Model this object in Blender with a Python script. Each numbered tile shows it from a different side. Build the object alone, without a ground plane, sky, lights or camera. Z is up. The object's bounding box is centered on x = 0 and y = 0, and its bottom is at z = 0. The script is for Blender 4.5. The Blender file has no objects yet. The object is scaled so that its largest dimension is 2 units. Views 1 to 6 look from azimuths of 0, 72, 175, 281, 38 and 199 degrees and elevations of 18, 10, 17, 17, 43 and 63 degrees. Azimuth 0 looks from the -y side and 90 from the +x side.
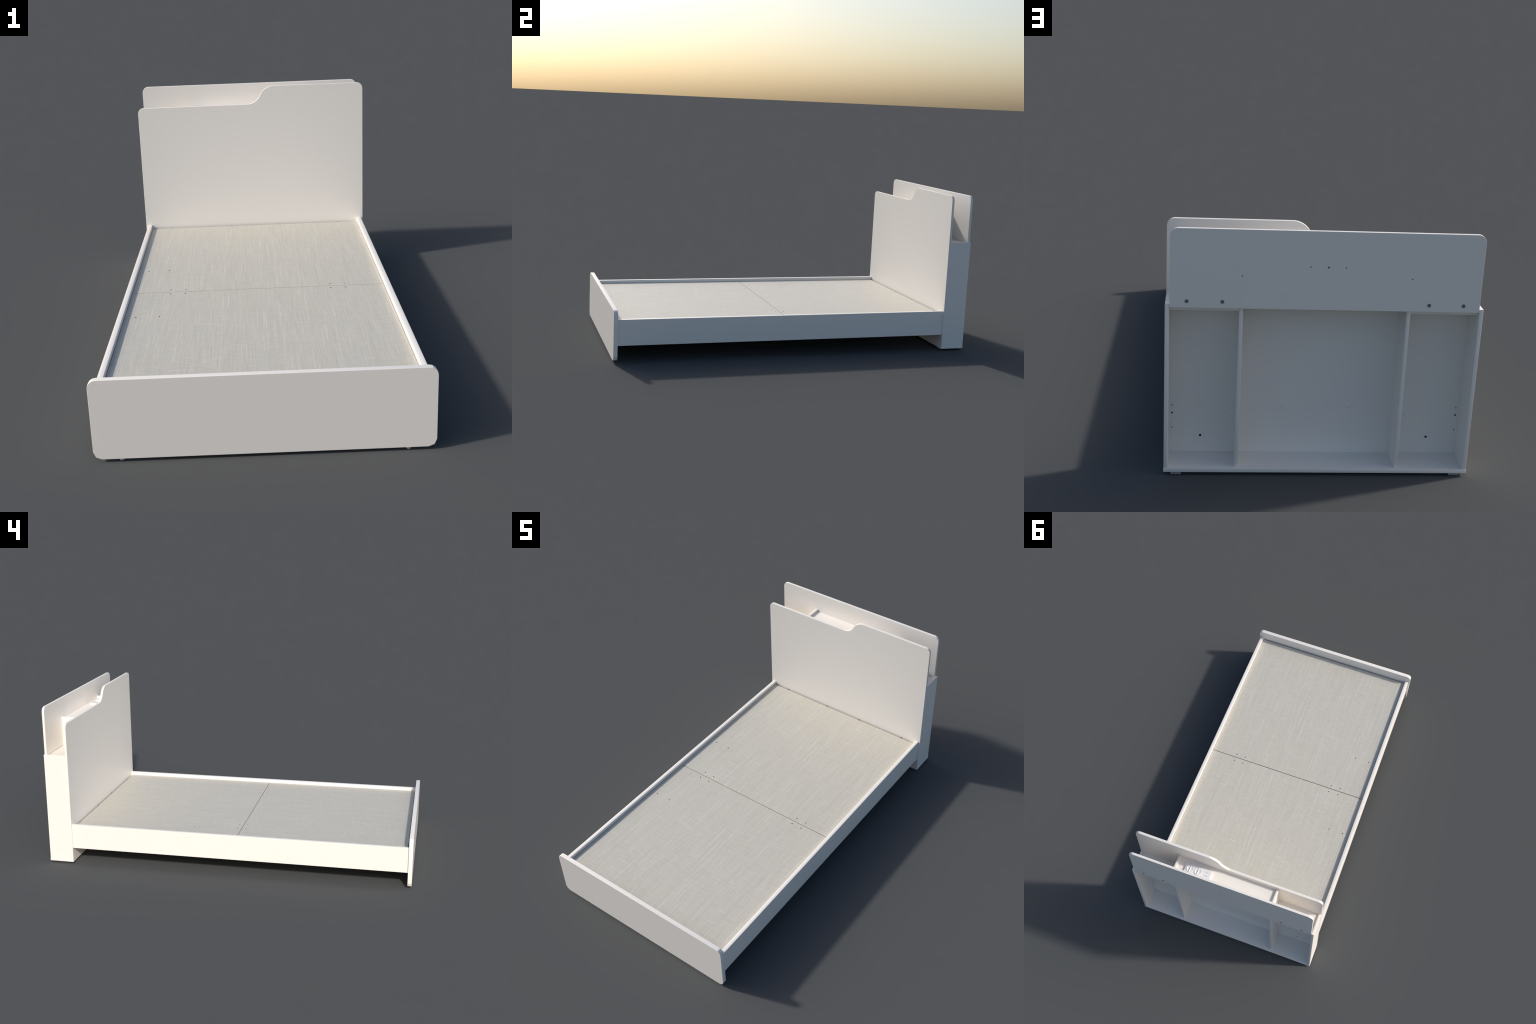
"""White panel bed: bookcase headboard with an S-stepped front panel, low
footboard, side rails and two linen-print boards as the lying surface."""
import bpy, bmesh, math
from mathutils import Vector

# ------------------------------------------------------------------ sizes (m)
HALF_W = 0.5322          # half width of footboard / headboard front / base
Y_FOOT, Y_HEAD = -1.0, 1.0
Z_CLEAR = 0.0085         # everything stands on glides this tall
T = 0.0140               # headboard carcase board
T_THIN = 0.0128          # dividers, shelves, rear panel
T_FOOT = 0.0216          # footboard
Z_TOP = 0.8835           # top of headboard (high part and rear panel)
Z_STEP = 0.8002          # top of headboard (low part)
Y_FRONT = 0.8640         # front face of headboard panel
Y_FRONT_IN = Y_FRONT + 0.0132
Z_SIDE = 0.6240
X_SIDE = 0.5313
Y_REAR_IN, Y_REAR = 0.9870, 0.9998
RAIL_X0, RAIL_X1 = 0.5030, 0.5225
RAIL_Z0, RAIL_Z1 = 0.0893, 0.2263
DECK_Z = 0.2083
DECK_T = 0.0120
SEAM_Y = -0.0590

# ------------------------------------------------------------------ materials
def new_mat(name):
    m = bpy.data.materials.new(name)
    m.use_nodes = True
    nt = m.node_tree
    return m, nt, nt.nodes["Principled BSDF"]

def node(nt, kind, **props):
    n = nt.nodes.new(kind)
    for k, v in props.items():
        setattr(n, k, v)
    return n

def noise(nt, coord, scale, detail=2.0, rough=0.5, offset=(0, 0, 0)):
    mp = node(nt, "ShaderNodeMapping")
    mp.inputs["Scale"].default_value = scale
    mp.inputs["Location"].default_value = offset
    nt.links.new(coord, mp.inputs["Vector"])
    n = node(nt, "ShaderNodeTexNoise")
    n.inputs["Scale"].default_value = 1.0
    n.inputs["Detail"].default_value = detail
    n.inputs["Roughness"].default_value = rough
    nt.links.new(mp.outputs["Vector"], n.inputs["Vector"])
    return n

def ramp(nt, fac, stops):
    r = node(nt, "ShaderNodeValToRGB")
    els = r.color_ramp.elements
    while len(els) < len(stops):
        els.new(0.5)
    for e, (p, c) in zip(els, stops):
        e.position = p
        e.color = (*c, 1)
    nt.links.new(fac, r.inputs["Fac"])
    return r.outputs["Color"]

def mix(nt, mode, fac, a, b):
    m = node(nt, "ShaderNodeMix", data_type="RGBA", blend_type=mode)
    if isinstance(fac, (int, float)):
        m.inputs["Factor"].default_value = fac
    else:
        nt.links.new(fac, m.inputs["Factor"])
    for sock, v in ((m.inputs[6], a), (m.inputs[7], b)):
        if isinstance(v, tuple):
            sock.default_value = (*v, 1)
        else:
            nt.links.new(v, sock)
    return m.outputs[2]

def white_laminate():
    m, nt, b = new_mat("white_laminate")
    co = node(nt, "ShaderNodeTexCoord").outputs["Object"]
    cloud = noise(nt, co, (5, 5, 5), 2)
    col = ramp(nt, cloud.outputs["Fac"],
               [(0.3, (0.8600, 0.8180, 0.7600)), (0.7, (0.8630, 0.8210, 0.7630))])
    nt.links.new(col, b.inputs["Base Color"])
    b.inputs["Roughness"].default_value = 0.48
    b.inputs["Specular IOR Level"].default_value = 0.5
    return m

def math_node(nt, op, a, b=0.0):
    m = node(nt, "ShaderNodeMath", operation=op)
    for sock, v in zip(m.inputs, (a, b)):
        if isinstance(v, (int, float)):
            sock.default_value = v
        else:
            nt.links.new(v, sock)
    return m.outputs[0]

def threads(nt, across, along, per_m, seg_per_m, seed):
    """Random value per thread segment: parallel threads, each broken at its own places."""
    idx = math_node(nt, "FLOOR", math_node(nt, "MULTIPLY", across, per_m))
    w1 = node(nt, "ShaderNodeTexWhiteNoise", noise_dimensions="1D")
    nt.links.new(math_node(nt, "ADD", idx, seed), w1.inputs["W"])
    shift = math_node(nt, "MULTIPLY", w1.outputs["Value"], 37.0)
    cell = math_node(nt, "FLOOR", math_node(nt, "ADD", math_node(nt, "MULTIPLY", along, seg_per_m), shift))
    cmb = node(nt, "ShaderNodeCombineXYZ")
    nt.links.new(math_node(nt, "ADD", idx, seed * 1.7), cmb.inputs[0])
    nt.links.new(cell, cmb.inputs[1])
    w2 = node(nt, "ShaderNodeTexWhiteNoise", noise_dimensions="2D")
    nt.links.new(cmb.outputs[0], w2.inputs["Vector"])
    return w2.outputs["Value"]

def linen_print():
    """Greige linen print: long warp threads, finer weft, pale slubs both ways."""
    m, nt, b = new_mat("linen_print")
    co = node(nt, "ShaderNodeTexCoord").outputs["Object"]
    sep = node(nt, "ShaderNodeSeparateXYZ")
    nt.links.new(co, sep.inputs[0])
    x, y = sep.outputs[0], sep.outputs[1]
    tint = threads(nt, x, y, 330, 8.0, 3.0)
    col = ramp(nt, tint, [(0.0, (0.564, 0.528, 0.453)), (0.5, (0.557, 0.530, 0.463)),
                          (1.0, (0.550, 0.530, 0.472))])
    tone = noise(nt, co, (14, 3, 1), 2)
    def grey_mul(col, val, lo, hi):
        return mix(nt, "MULTIPLY", 1.0, col, ramp(nt, val, [(0.0, (lo,) * 3), (1.0, (hi,) * 3)]))
    col = grey_mul(col, tone.outputs["Fac"], 0.992, 1.008)
    col = grey_mul(col, threads(nt, x, y, 600, 8.0, 11.0), 0.94, 1.06)
    col = grey_mul(col, threads(nt, x, y, 420, 8.0, 29.0), 0.985, 1.015)
    col = grey_mul(col, threads(nt, y, x, 640, 24.0, 47.0), 0.958, 1.042)
    for val, lo, k in ((threads(nt, x, y, 480, 7.0, 61.0), 0.945, 0.42),
                       (threads(nt, y, x, 480, 24.0, 83.0), 0.962, 0.34)):
        f = ramp(nt, val, [(lo, (0, 0, 0)), (1.0, (k,) * 3)])
        col = mix(nt, "MIX", f, col, (0.80, 0.78, 0.73))
    col = grey_mul(col, threads(nt, x, y, 560, 300.0, 131.0), 0.95, 1.05)
    dark = ramp(nt, threads(nt, x, y, 480, 9.0, 97.0), [(0.0, (0.87,) * 3), (0.03, (1, 1, 1))])
    col = mix(nt, "MULTIPLY", 1.0, col, dark)
    nt.links.new(col, b.inputs["Base Color"])
    b.inputs["Roughness"].default_value = 0.51
    b.inputs["Specular IOR Level"].default_value = 0.45
    return m

def plain(name, colour, rough=0.5, metal=0.0):
    m, nt, b = new_mat(name)
    co = node(nt, "ShaderNodeTexCoord").outputs["Object"]
    n = noise(nt, co, (300, 300, 300), 2)
    lo = tuple(c * 0.96 for c in colour)
    hi = tuple(min(1, c * 1.04) for c in colour)
    nt.links.new(ramp(nt, n.outputs["Fac"], [(0.3, lo), (0.7, hi)]), b.inputs["Base Color"])
    b.inputs["Roughness"].default_value = rough
    b.inputs["Metallic"].default_value = metal
    return m

WHITE = white_laminate()
LINEN = linen_print()
HOLE = plain("hole_painted_shade", (0.055, 0.051, 0.048), 0.9)  # near-black hole walls: the darkness inside is put into the colour
CAP = plain("dark_plug", (0.24, 0.235, 0.23), 0.6)
PLASTIC = plain("outlet_plastic", (0.80, 0.80, 0.81), 0.35)
GLIDE = plain("glide_plastic", (0.62, 0.62, 0.62), 0.35)
PAD = plain("shadow_darkened_pad", (0.27, 0.27, 0.28), 0.7)  # albedo lowered for the shadow beneath the headboard base
TIP_LIT = plain("glint_lightened_tip", (0.90, 0.86, 0.78), 0.3, 0.0)  # pale non-metal, brightened to carry the glint on the screw tips
STEEL = plain("screw_dark", (0.20, 0.19, 0.18), 0.5, 0.5)

# ------------------------------------------------------------------ geometry
ROOT = None

def add_object(name, mesh, parent=None, location=(0, 0, 0)):
    ob = bpy.data.objects.new(name, mesh)
    bpy.context.scene.collection.objects.link(ob)
    ob.location = location
    ob.parent = parent or ROOT
    return ob

AXES = {  # plate normal -> (u axis, v axis, normal)
    "x": (Vector((0, 1, 0)), Vector((0, 0, 1)), Vector((1, 0, 0))),
    "y": (Vector((1, 0, 0)), Vector((0, 0, 1)), Vector((0, 1, 0))),
    "z": (Vector((1, 0, 0)), Vector((0, 1, 0)), Vector((0, 0, 1))),
}

def plate_mesh(name, outline, axis, lo, hi, mat, bevel=0.0009):
    """Extrude a 2D outline between lo and hi along an axis, round the rims."""
    U, V, N = AXES[axis]
    bm = bmesh.new()
    ring = [bm.verts.new(U * u + V * v + N * lo) for u, v in outline]
    face = bm.faces.new(ring)
    ext = bmesh.ops.extrude_face_region(bm, geom=[face])
    bmesh.ops.translate(bm, vec=N * (hi - lo),
                        verts=[g for g in ext["geom"] if isinstance(g, bmesh.types.BMVert)])
    bmesh.ops.recalc_face_normals(bm, faces=bm.faces[:])
    if bevel:
        hard = [e for e in bm.edges if e.calc_face_angle(0) > math.radians(40)]
        bmesh.ops.bevel(bm, geom=hard, offset=bevel, segments=2, profile=0.5,
                        affect="EDGES", clamp_overlap=True)
    for f in bm.faces:
        cap = abs(f.normal.dot(N)) > 0.999
        f.smooth = not cap
        if cap:
            for e in f.edges:
                e.smooth = False
    for e in bm.edges:
        if e.calc_face_angle(0) > math.radians(12):
            e.smooth = False
    me = bpy.data.meshes.new(name)
    bm.to_mesh(me)
    bm.free()
    me.materials.append(mat)
    return me

def rect(u0, u1, v0, v1):
    return [(u0, v0), (u1, v0), (u1, v1), (u0, v1)]

def arc(cx, cy, r, a0, a1, n):
    return [(cx + r * math.cos(math.radians(a0 + (a1 - a0) * i / n)),
             cy + r * math.sin(math.radians(a0 + (a1 - a0) * i / n))) for i in range(n + 1)]

def board(name, x, y, z, mat=None, parent=None, axis=None, bevel=0.0009):
    """Rectangular board given by its three extents."""
    cx, cy, cz = [(a + b) / 2 for a, b in (x, y, z)]
    h = [(b - a) / 2 for a, b in (x, y, z)]
    axis = axis or "xyz"[h.index(min(h))]
    ia, ib, ic = {"x": (1, 2, 0), "y": (0, 2, 1), "z": (0, 1, 2)}[axis]
    me = plate_mesh(name, rect(-h[ia], h[ia], -h[ib], h[ib]), axis, -h[ic], h[ic],
                    mat or WHITE, bevel)
    return add_object(name, me, parent, (cx, cy, cz))

def drill(ob, drills):
    """Cut real holes: drills = (centre, axis, radius, depth[, material])."""
    bm = bmesh.new()
    mats = []
    for centre, axis, r, depth, *rest in drills:
        mat = rest[0] if rest else HOLE
        if mat not in mats:
            mats.append(mat)
        U, V, N = AXES[axis]
        c = Vector(centre) - ob.location
        n = 20
        rings = [[bm.verts.new(c + N * s * depth + U * r * math.cos(2 * math.pi * i / n)
                               + V * r * math.sin(2 * math.pi * i / n)) for i in range(n)]
                 for s in (-1, 1)]
        faces = [bm.faces.new(rings[0]), bm.faces.new(rings[1])]
        for i in range(n):
            faces.append(bm.faces.new((rings[0][i], rings[0][(i + 1) % n],
                                       rings[1][(i + 1) % n], rings[1][i])))
        for f in faces:
            f.material_index = mats.index(mat)
    bmesh.ops.recalc_face_normals(bm, faces=bm.faces[:])
    me = bpy.data.meshes.new("cutter")
    bm.to_mesh(me)
    bm.free()
    for m in mats:
        me.materials.append(m)
    cut = bpy.data.objects.new("cutter", me)
    bpy.context.scene.collection.objects.link(cut)
    cut.location = ob.location
    mod = ob.modifiers.new("drill", "BOOLEAN")
    mod.operation, mod.solver, mod.object = "DIFFERENCE", "EXACT", cut
    mod.material_mode = "TRANSFER"
    bpy.context.view_layer.update()
    dg = bpy.context.evaluated_depsgraph_get()
    new = bpy.data.meshes.new_from_object(ob.evaluated_get(dg), depsgraph=dg)
    ob.modifiers.clear()
    new.name = ob.data.name
    ob.data = new
    bpy.data.objects.remove(cut, do_unlink=True)

def lathe(name, profile, mat, seg=32):
    """Solid of revolution about z from (radius, z) pairs."""
    bm = bmesh.new()
    rings = []
    for r, z in profile:
        if r < 1e-6:
            rings.append([bm.verts.new((0, 0, z))])
        else:
            rings.append([bm.verts.new((r * math.cos(2 * math.pi * i / seg),
                                        r * math.sin(2 * math.pi * i / seg), z)) for i in range(seg)])
    for a, b in zip(rings, rings[1:]):
        for i in range(seg):
            j = (i + 1) % seg
            if len(a) == 1:
                bm.faces.new((a[0], b[j], b[i]))
            elif len(b) == 1:
                bm.faces.new((a[i], a[j], b[0]))
            else:
                bm.faces.new((a[i], a[j], b[j], b[i]))
    bmesh.ops.recalc_face_normals(bm, faces=bm.faces[:])
    for f in bm.faces:
        f.smooth = True
    for e in bm.edges:
        if e.calc_face_angle(0) > math.radians(35):
            e.smooth = False
    me = bpy.data.meshes.new(name)
    bm.to_mesh(me)
    bm.free()
    me.materials.append(mat)
    return me

# ------------------------------------------------------------------ the bed
ROOT = bpy.data.objects.new("panel_bed", None)
bpy.context.scene.collection.objects.link(ROOT)
ROOT["label"] = "white single panel bed with stepped bookcase headboard and linen base"
ROOT["category"] = "bed"

# --- headboard front panel: low left half, S-curve up to the high right half
R = 0.026
step_w, step_h = 0.130, Z_TOP - Z_STEP
x_s0, x_s1 = -0.0165, -0.0165 + step_w
theta = 2 * math.degrees(math.atan(step_h / step_w))
r_s = step_w / 2 / math.sin(math.radians(theta))
outline = [(-HALF_W, Z_CLEAR), (HALF_W, Z_CLEAR)]
outline += arc(HALF_W - R, Z_TOP - R, R, 0, 90, 12)
outline += arc(x_s1, Z_TOP - r_s, r_s, 90, 90 + theta, 18)
outline += arc(x_s0, Z_STEP + r_s, r_s, theta - 90, -90, 18)[1:]
outline += arc(-HALF_W + R, Z_STEP - R, R, 90, 180, 12)
panel = add_object("headboard_panel",
                   plate_mesh("headboard_panel", outline, "y", Y_FRONT, Y_FRONT_IN, WHITE))
holes = []
for s in (-1, 1):
    for x, z, r in ((0.5088, 0.2033, 0.0022), (0.5088, 0.1746, 0.0033), (0.5088, 0.1165, 0.0022),
                    (0.4082, 0.0868, 0.0045), (0.3205, 0.1742, 0.0014)):
        holes.append(((s * x, Y_FRONT_IN, z), "y", r, 0.011))
drill(panel, holes)

# screws that hold the lying surface to the headboard: head in front, tip behind
head_me = lathe("screw_head", [(0, 0.0017), (0.0032, 0.0015), (0.0042, 0.0004), (0.0042, -0.0006),
                               (0.0018, -0.0012), (0, -0.0012)], STEEL, 16)
tip_me = lathe("screw_tip", [(0, 0.0005), (0.0030, 0.0005), (0.0030, -0.0050), (0.0012, -0.0105),
                             (0, -0.0110)], TIP_LIT, 16)
for x in (-0.4082, -0.1163, 0.1163, 0.4082):
    for nm, me, y in (("screw_head", head_me, Y_FRONT - 0.0005), ("screw_tip", tip_me, Y_FRONT_IN)):
        sc = add_object(nm, me, panel, (x, y, 0.2036))
        sc.rotation_euler = (math.radians(90), 0, 0)

# --- headboard carcase
base_board = board("base_board", (-HALF_W, HALF_W), (Y_FRONT_IN, Y_HEAD), (Z_CLEAR, 0.0228))
for s in (-1, 1):
    board("side_panel", tuple(sorted((s * (X_SIDE - T + 0.0008), s * X_SIDE))),
          (Y_FRONT_IN, 0.9990), (0.0228, Z_SIDE), axis="x", bevel=0.0007)
    board("divider", tuple(sorted((s * 0.2742, s * 0.2870))),
          (Y_FRONT_IN, Y_REAR_IN - 0.0002), (0.0228, 0.7785), axis="x")
    shelf_in, shelf_out = 0.2872, X_SIDE - T + 0.0006
    board("side_shelf", tuple(sorted((s * shelf_in, s * shelf_out))),
          (Y_FRONT_IN, 0.9850), (0.5998, 0.6146), axis="z")
board("centre_shelf", (-0.2740, 0.2740), (Y_FRONT_IN, Y_REAR_IN - 0.0004),
      (0.7655 - T_THIN, 0.7655), axis="z", bevel=0.0004)

# --- rear panel with rounded top corners
W_R, R_R = 0.5168, 0.028
Z_R0 = 0.6134
outline = [(-W_R, Z_R0), (W_R, Z_R0)]
outline += arc(W_R - R_R, Z_TOP - R_R, R_R, 0, 90, 12)
outline += arc(-W_R + R_R, Z_TOP - R_R, R_R, 90, 180, 12)
rear = add_object("rear_panel", plate_mesh("rear_panel", outline, "y", Y_REAR_IN, Y_REAR, WHITE))
holes = []
for s in (-1, 1):
    for x in (0.3440, 0.4606):
        holes.append(((s * x, Y_REAR, 0.6360), "y", 0.0067, 0.0030, CAP))
    holes.append(((s * 0.2810, Y_REAR, 0.7270), "y", 0.0020, 0.009))
    holes.append(((s * 0.0586, Y_REAR, 0.7618), "y", 0.0020, 0.009))
holes.append(((0.0, Y_REAR, 0.7618), "y", 0.0034, 0.003, CAP))
drill(rear, holes)

# --- pads under the headboard: three-lobed grippy blocks
lobes = [(-0.018, 0.0086), (-0.018, 0.0012), (-0.0165, 0.0), (-0.0085, 0.0), (-0.0068, 0.0022),
         (-0.0048, 0.0), (0.0048, 0.0), (0.0068, 0.0022), (0.0085, 0.0), (0.0165, 0.0),
         (0.018, 0.0012), (0.018, 0.0086)]
pad_me = plate_mesh("foot_pad", lobes, "y", -0.018, 0.018, PAD, 0)
for x in (-0.489, 0.489):
    for y in (0.8880, 0.9800):
        add_object("foot_pad", pad_me, base_board, Vector((x, y, 0)) - base_board.location)

# --- power outlet on the centre shelf: two rotary socket covers, a two-slit socket
out_z = 0.7657
outlet = board("power_outlet", (0.0810, 0.2290), (0.9035, 0.9620), (out_z, out_z + 0.0102),
               PLASTIC, axis="z", bevel=0.0012)
top = out_z + 0.0102
drill_slots = []
for y in (0.9215, 0.9405):
    drill_slots.append((0.1070, y))
def slot_cut(ob):
    bm = bmesh.new()
    for x, y in drill_slots:
        for dx, w, d, dy in ((0, 0.0155, 0.0011, 0), (-0.0062, 0.0034, 0.0019, 0.0006),
                             (0.0062, 0.0034, 0.0019, -0.0006)):
            r = bmesh.ops.create_cube(bm, size=1)
            for v in r["verts"]:
                v.co = Vector((v.co.x * w + x + dx, v.co.y * d + y + dy, v.co.z * 0.008 + top)) - ob.location
    me = bpy.data.meshes.new("cutter")
    bm.to_mesh(me)
    bm.free()
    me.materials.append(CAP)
    cut = bpy.data.objects.new("cutter", me)
    bpy.context.scene.collection.objects.link(cut)
    cut.location = ob.location
    mod = ob.modifiers.new("slots", "BOOLEAN")
    mod.operation, mod.solver, mod.object = "DIFFERENCE", "EXACT", cut
    mod.use_self = True
    mod.material_mode = "TRANSFER"
    bpy.context.view_layer.update()
    dg = bpy.context.evaluated_depsgraph_get()
    new = bpy.data.meshes.new_from_object(ob.evaluated_get(dg), depsgraph=dg)
    ob.modifiers.clear()
    new.name = ob.data.name
    ob.data = new
    bpy.data.objects.remove(cut, do_unlink=True)
slot_cut(outlet)
dial_me = lathe("socket_cover", [(0.0200, -0.0005), (0.0200, 0.0026), (0.0193, 0.0034), (0.0182, 0.0034),
                                 (0.0172, 0.0027), (0.0090, 0.0016), (0, 0.0012)], PLASTIC, 48)
grip_me = plate_mesh("grip", [(-0.0013, -0.0165), (0.0013, -0.0165), (0.0022, 0.0), (0.0013, 0.0165),
                              (-0.0013, 0.0165), (-0.0022, 0.0)], "z", 0.0008, 0.0050, PLASTIC, 0.0006)
for x in (0.2010, 0.1550):
    loc = Vector((x, 0.9315, top)) - outlet.location
    for nm, me in (("socket_cover", dial_me), ("grip", grip_me)):
        add_object(nm, me, outlet, loc)

# --- footboard: wide corners, lower ones cut in two facets
zt, RF = 0.2768, 0.026
outline = arc(-HALF_W + RF, Z_CLEAR + RF, RF, 180, 270, 2) + arc(HALF_W - RF, Z_CLEAR + RF, RF, 270, 360, 2)
outline += arc(HALF_W - RF, zt - RF, RF, 0, 90, 4) + arc(-HALF_W + RF, zt - RF, RF, 90, 180, 4)
foot = add_object("footboard", plate_mesh("footboard", outline, "y", Y_FOOT, Y_FOOT + T_FOOT, WHITE))
glide_me = lathe("glide", [(0, 0), (0.0050, 0.0004), (0.0080, 0.0022), (0.0088, 0.0045), (0.0088, 0.0058),
                           (0.0060, 0.0062), (0.0060, 0.0087), (0, 0.0087)], GLIDE, 24)
for x in (-0.4455, 0.4455):
    add_object("glide", glide_me, foot, (x, Y_FOOT + T_FOOT / 2, 0))

# --- side rails, with the battens that carry the lying boards
for s in (-1, 1):
    rail = board("side_rail", tuple(sorted((s * RAIL_X0, s * RAIL_X1))),
                 (Y_FOOT + T_FOOT, Y_FRONT), (RAIL_Z0, RAIL_Z1), axis="x", bevel=0.0007)
    board("support_batten", tuple(sorted((s * 0.4750, s * RAIL_X0))),
          (Y_FOOT + T_FOOT + 0.002, Y_FRONT - 0.002), (0.165, DECK_Z - DECK_T - 0.0003))

# --- lying surface: two equal boards, drilled for hinges and stops
y0, y1 = -0.9715, 0.8545
gap = 0.0037
half = (y1 - y0 - gap) / 2
XD = 0.5012
for i, (a, b) in enumerate(((y0, y0 + half), (y1 - half, y1))):
    deck = board("lying_board", (-XD, XD), (a, b), (DECK_Z - DECK_T, DECK_Z), LINEN, axis="z", bevel=0.0005)
    hs = []
    for s in (-1, 1):
        for x in (0.2887, 0.3472):
            hs.append(((s * x, (-0.0802, -0.0343)[i], DECK_Z), "z", 0.0033, 0.009))
    for x in (-0.4598, -0.3720):
        hs.append(((x, (-0.3202, 0.2056)[i], DECK_Z), "z", 0.0033, 0.009))
    drill(deck, hs)
# dark strip under the seam keeps the gap dark and closed
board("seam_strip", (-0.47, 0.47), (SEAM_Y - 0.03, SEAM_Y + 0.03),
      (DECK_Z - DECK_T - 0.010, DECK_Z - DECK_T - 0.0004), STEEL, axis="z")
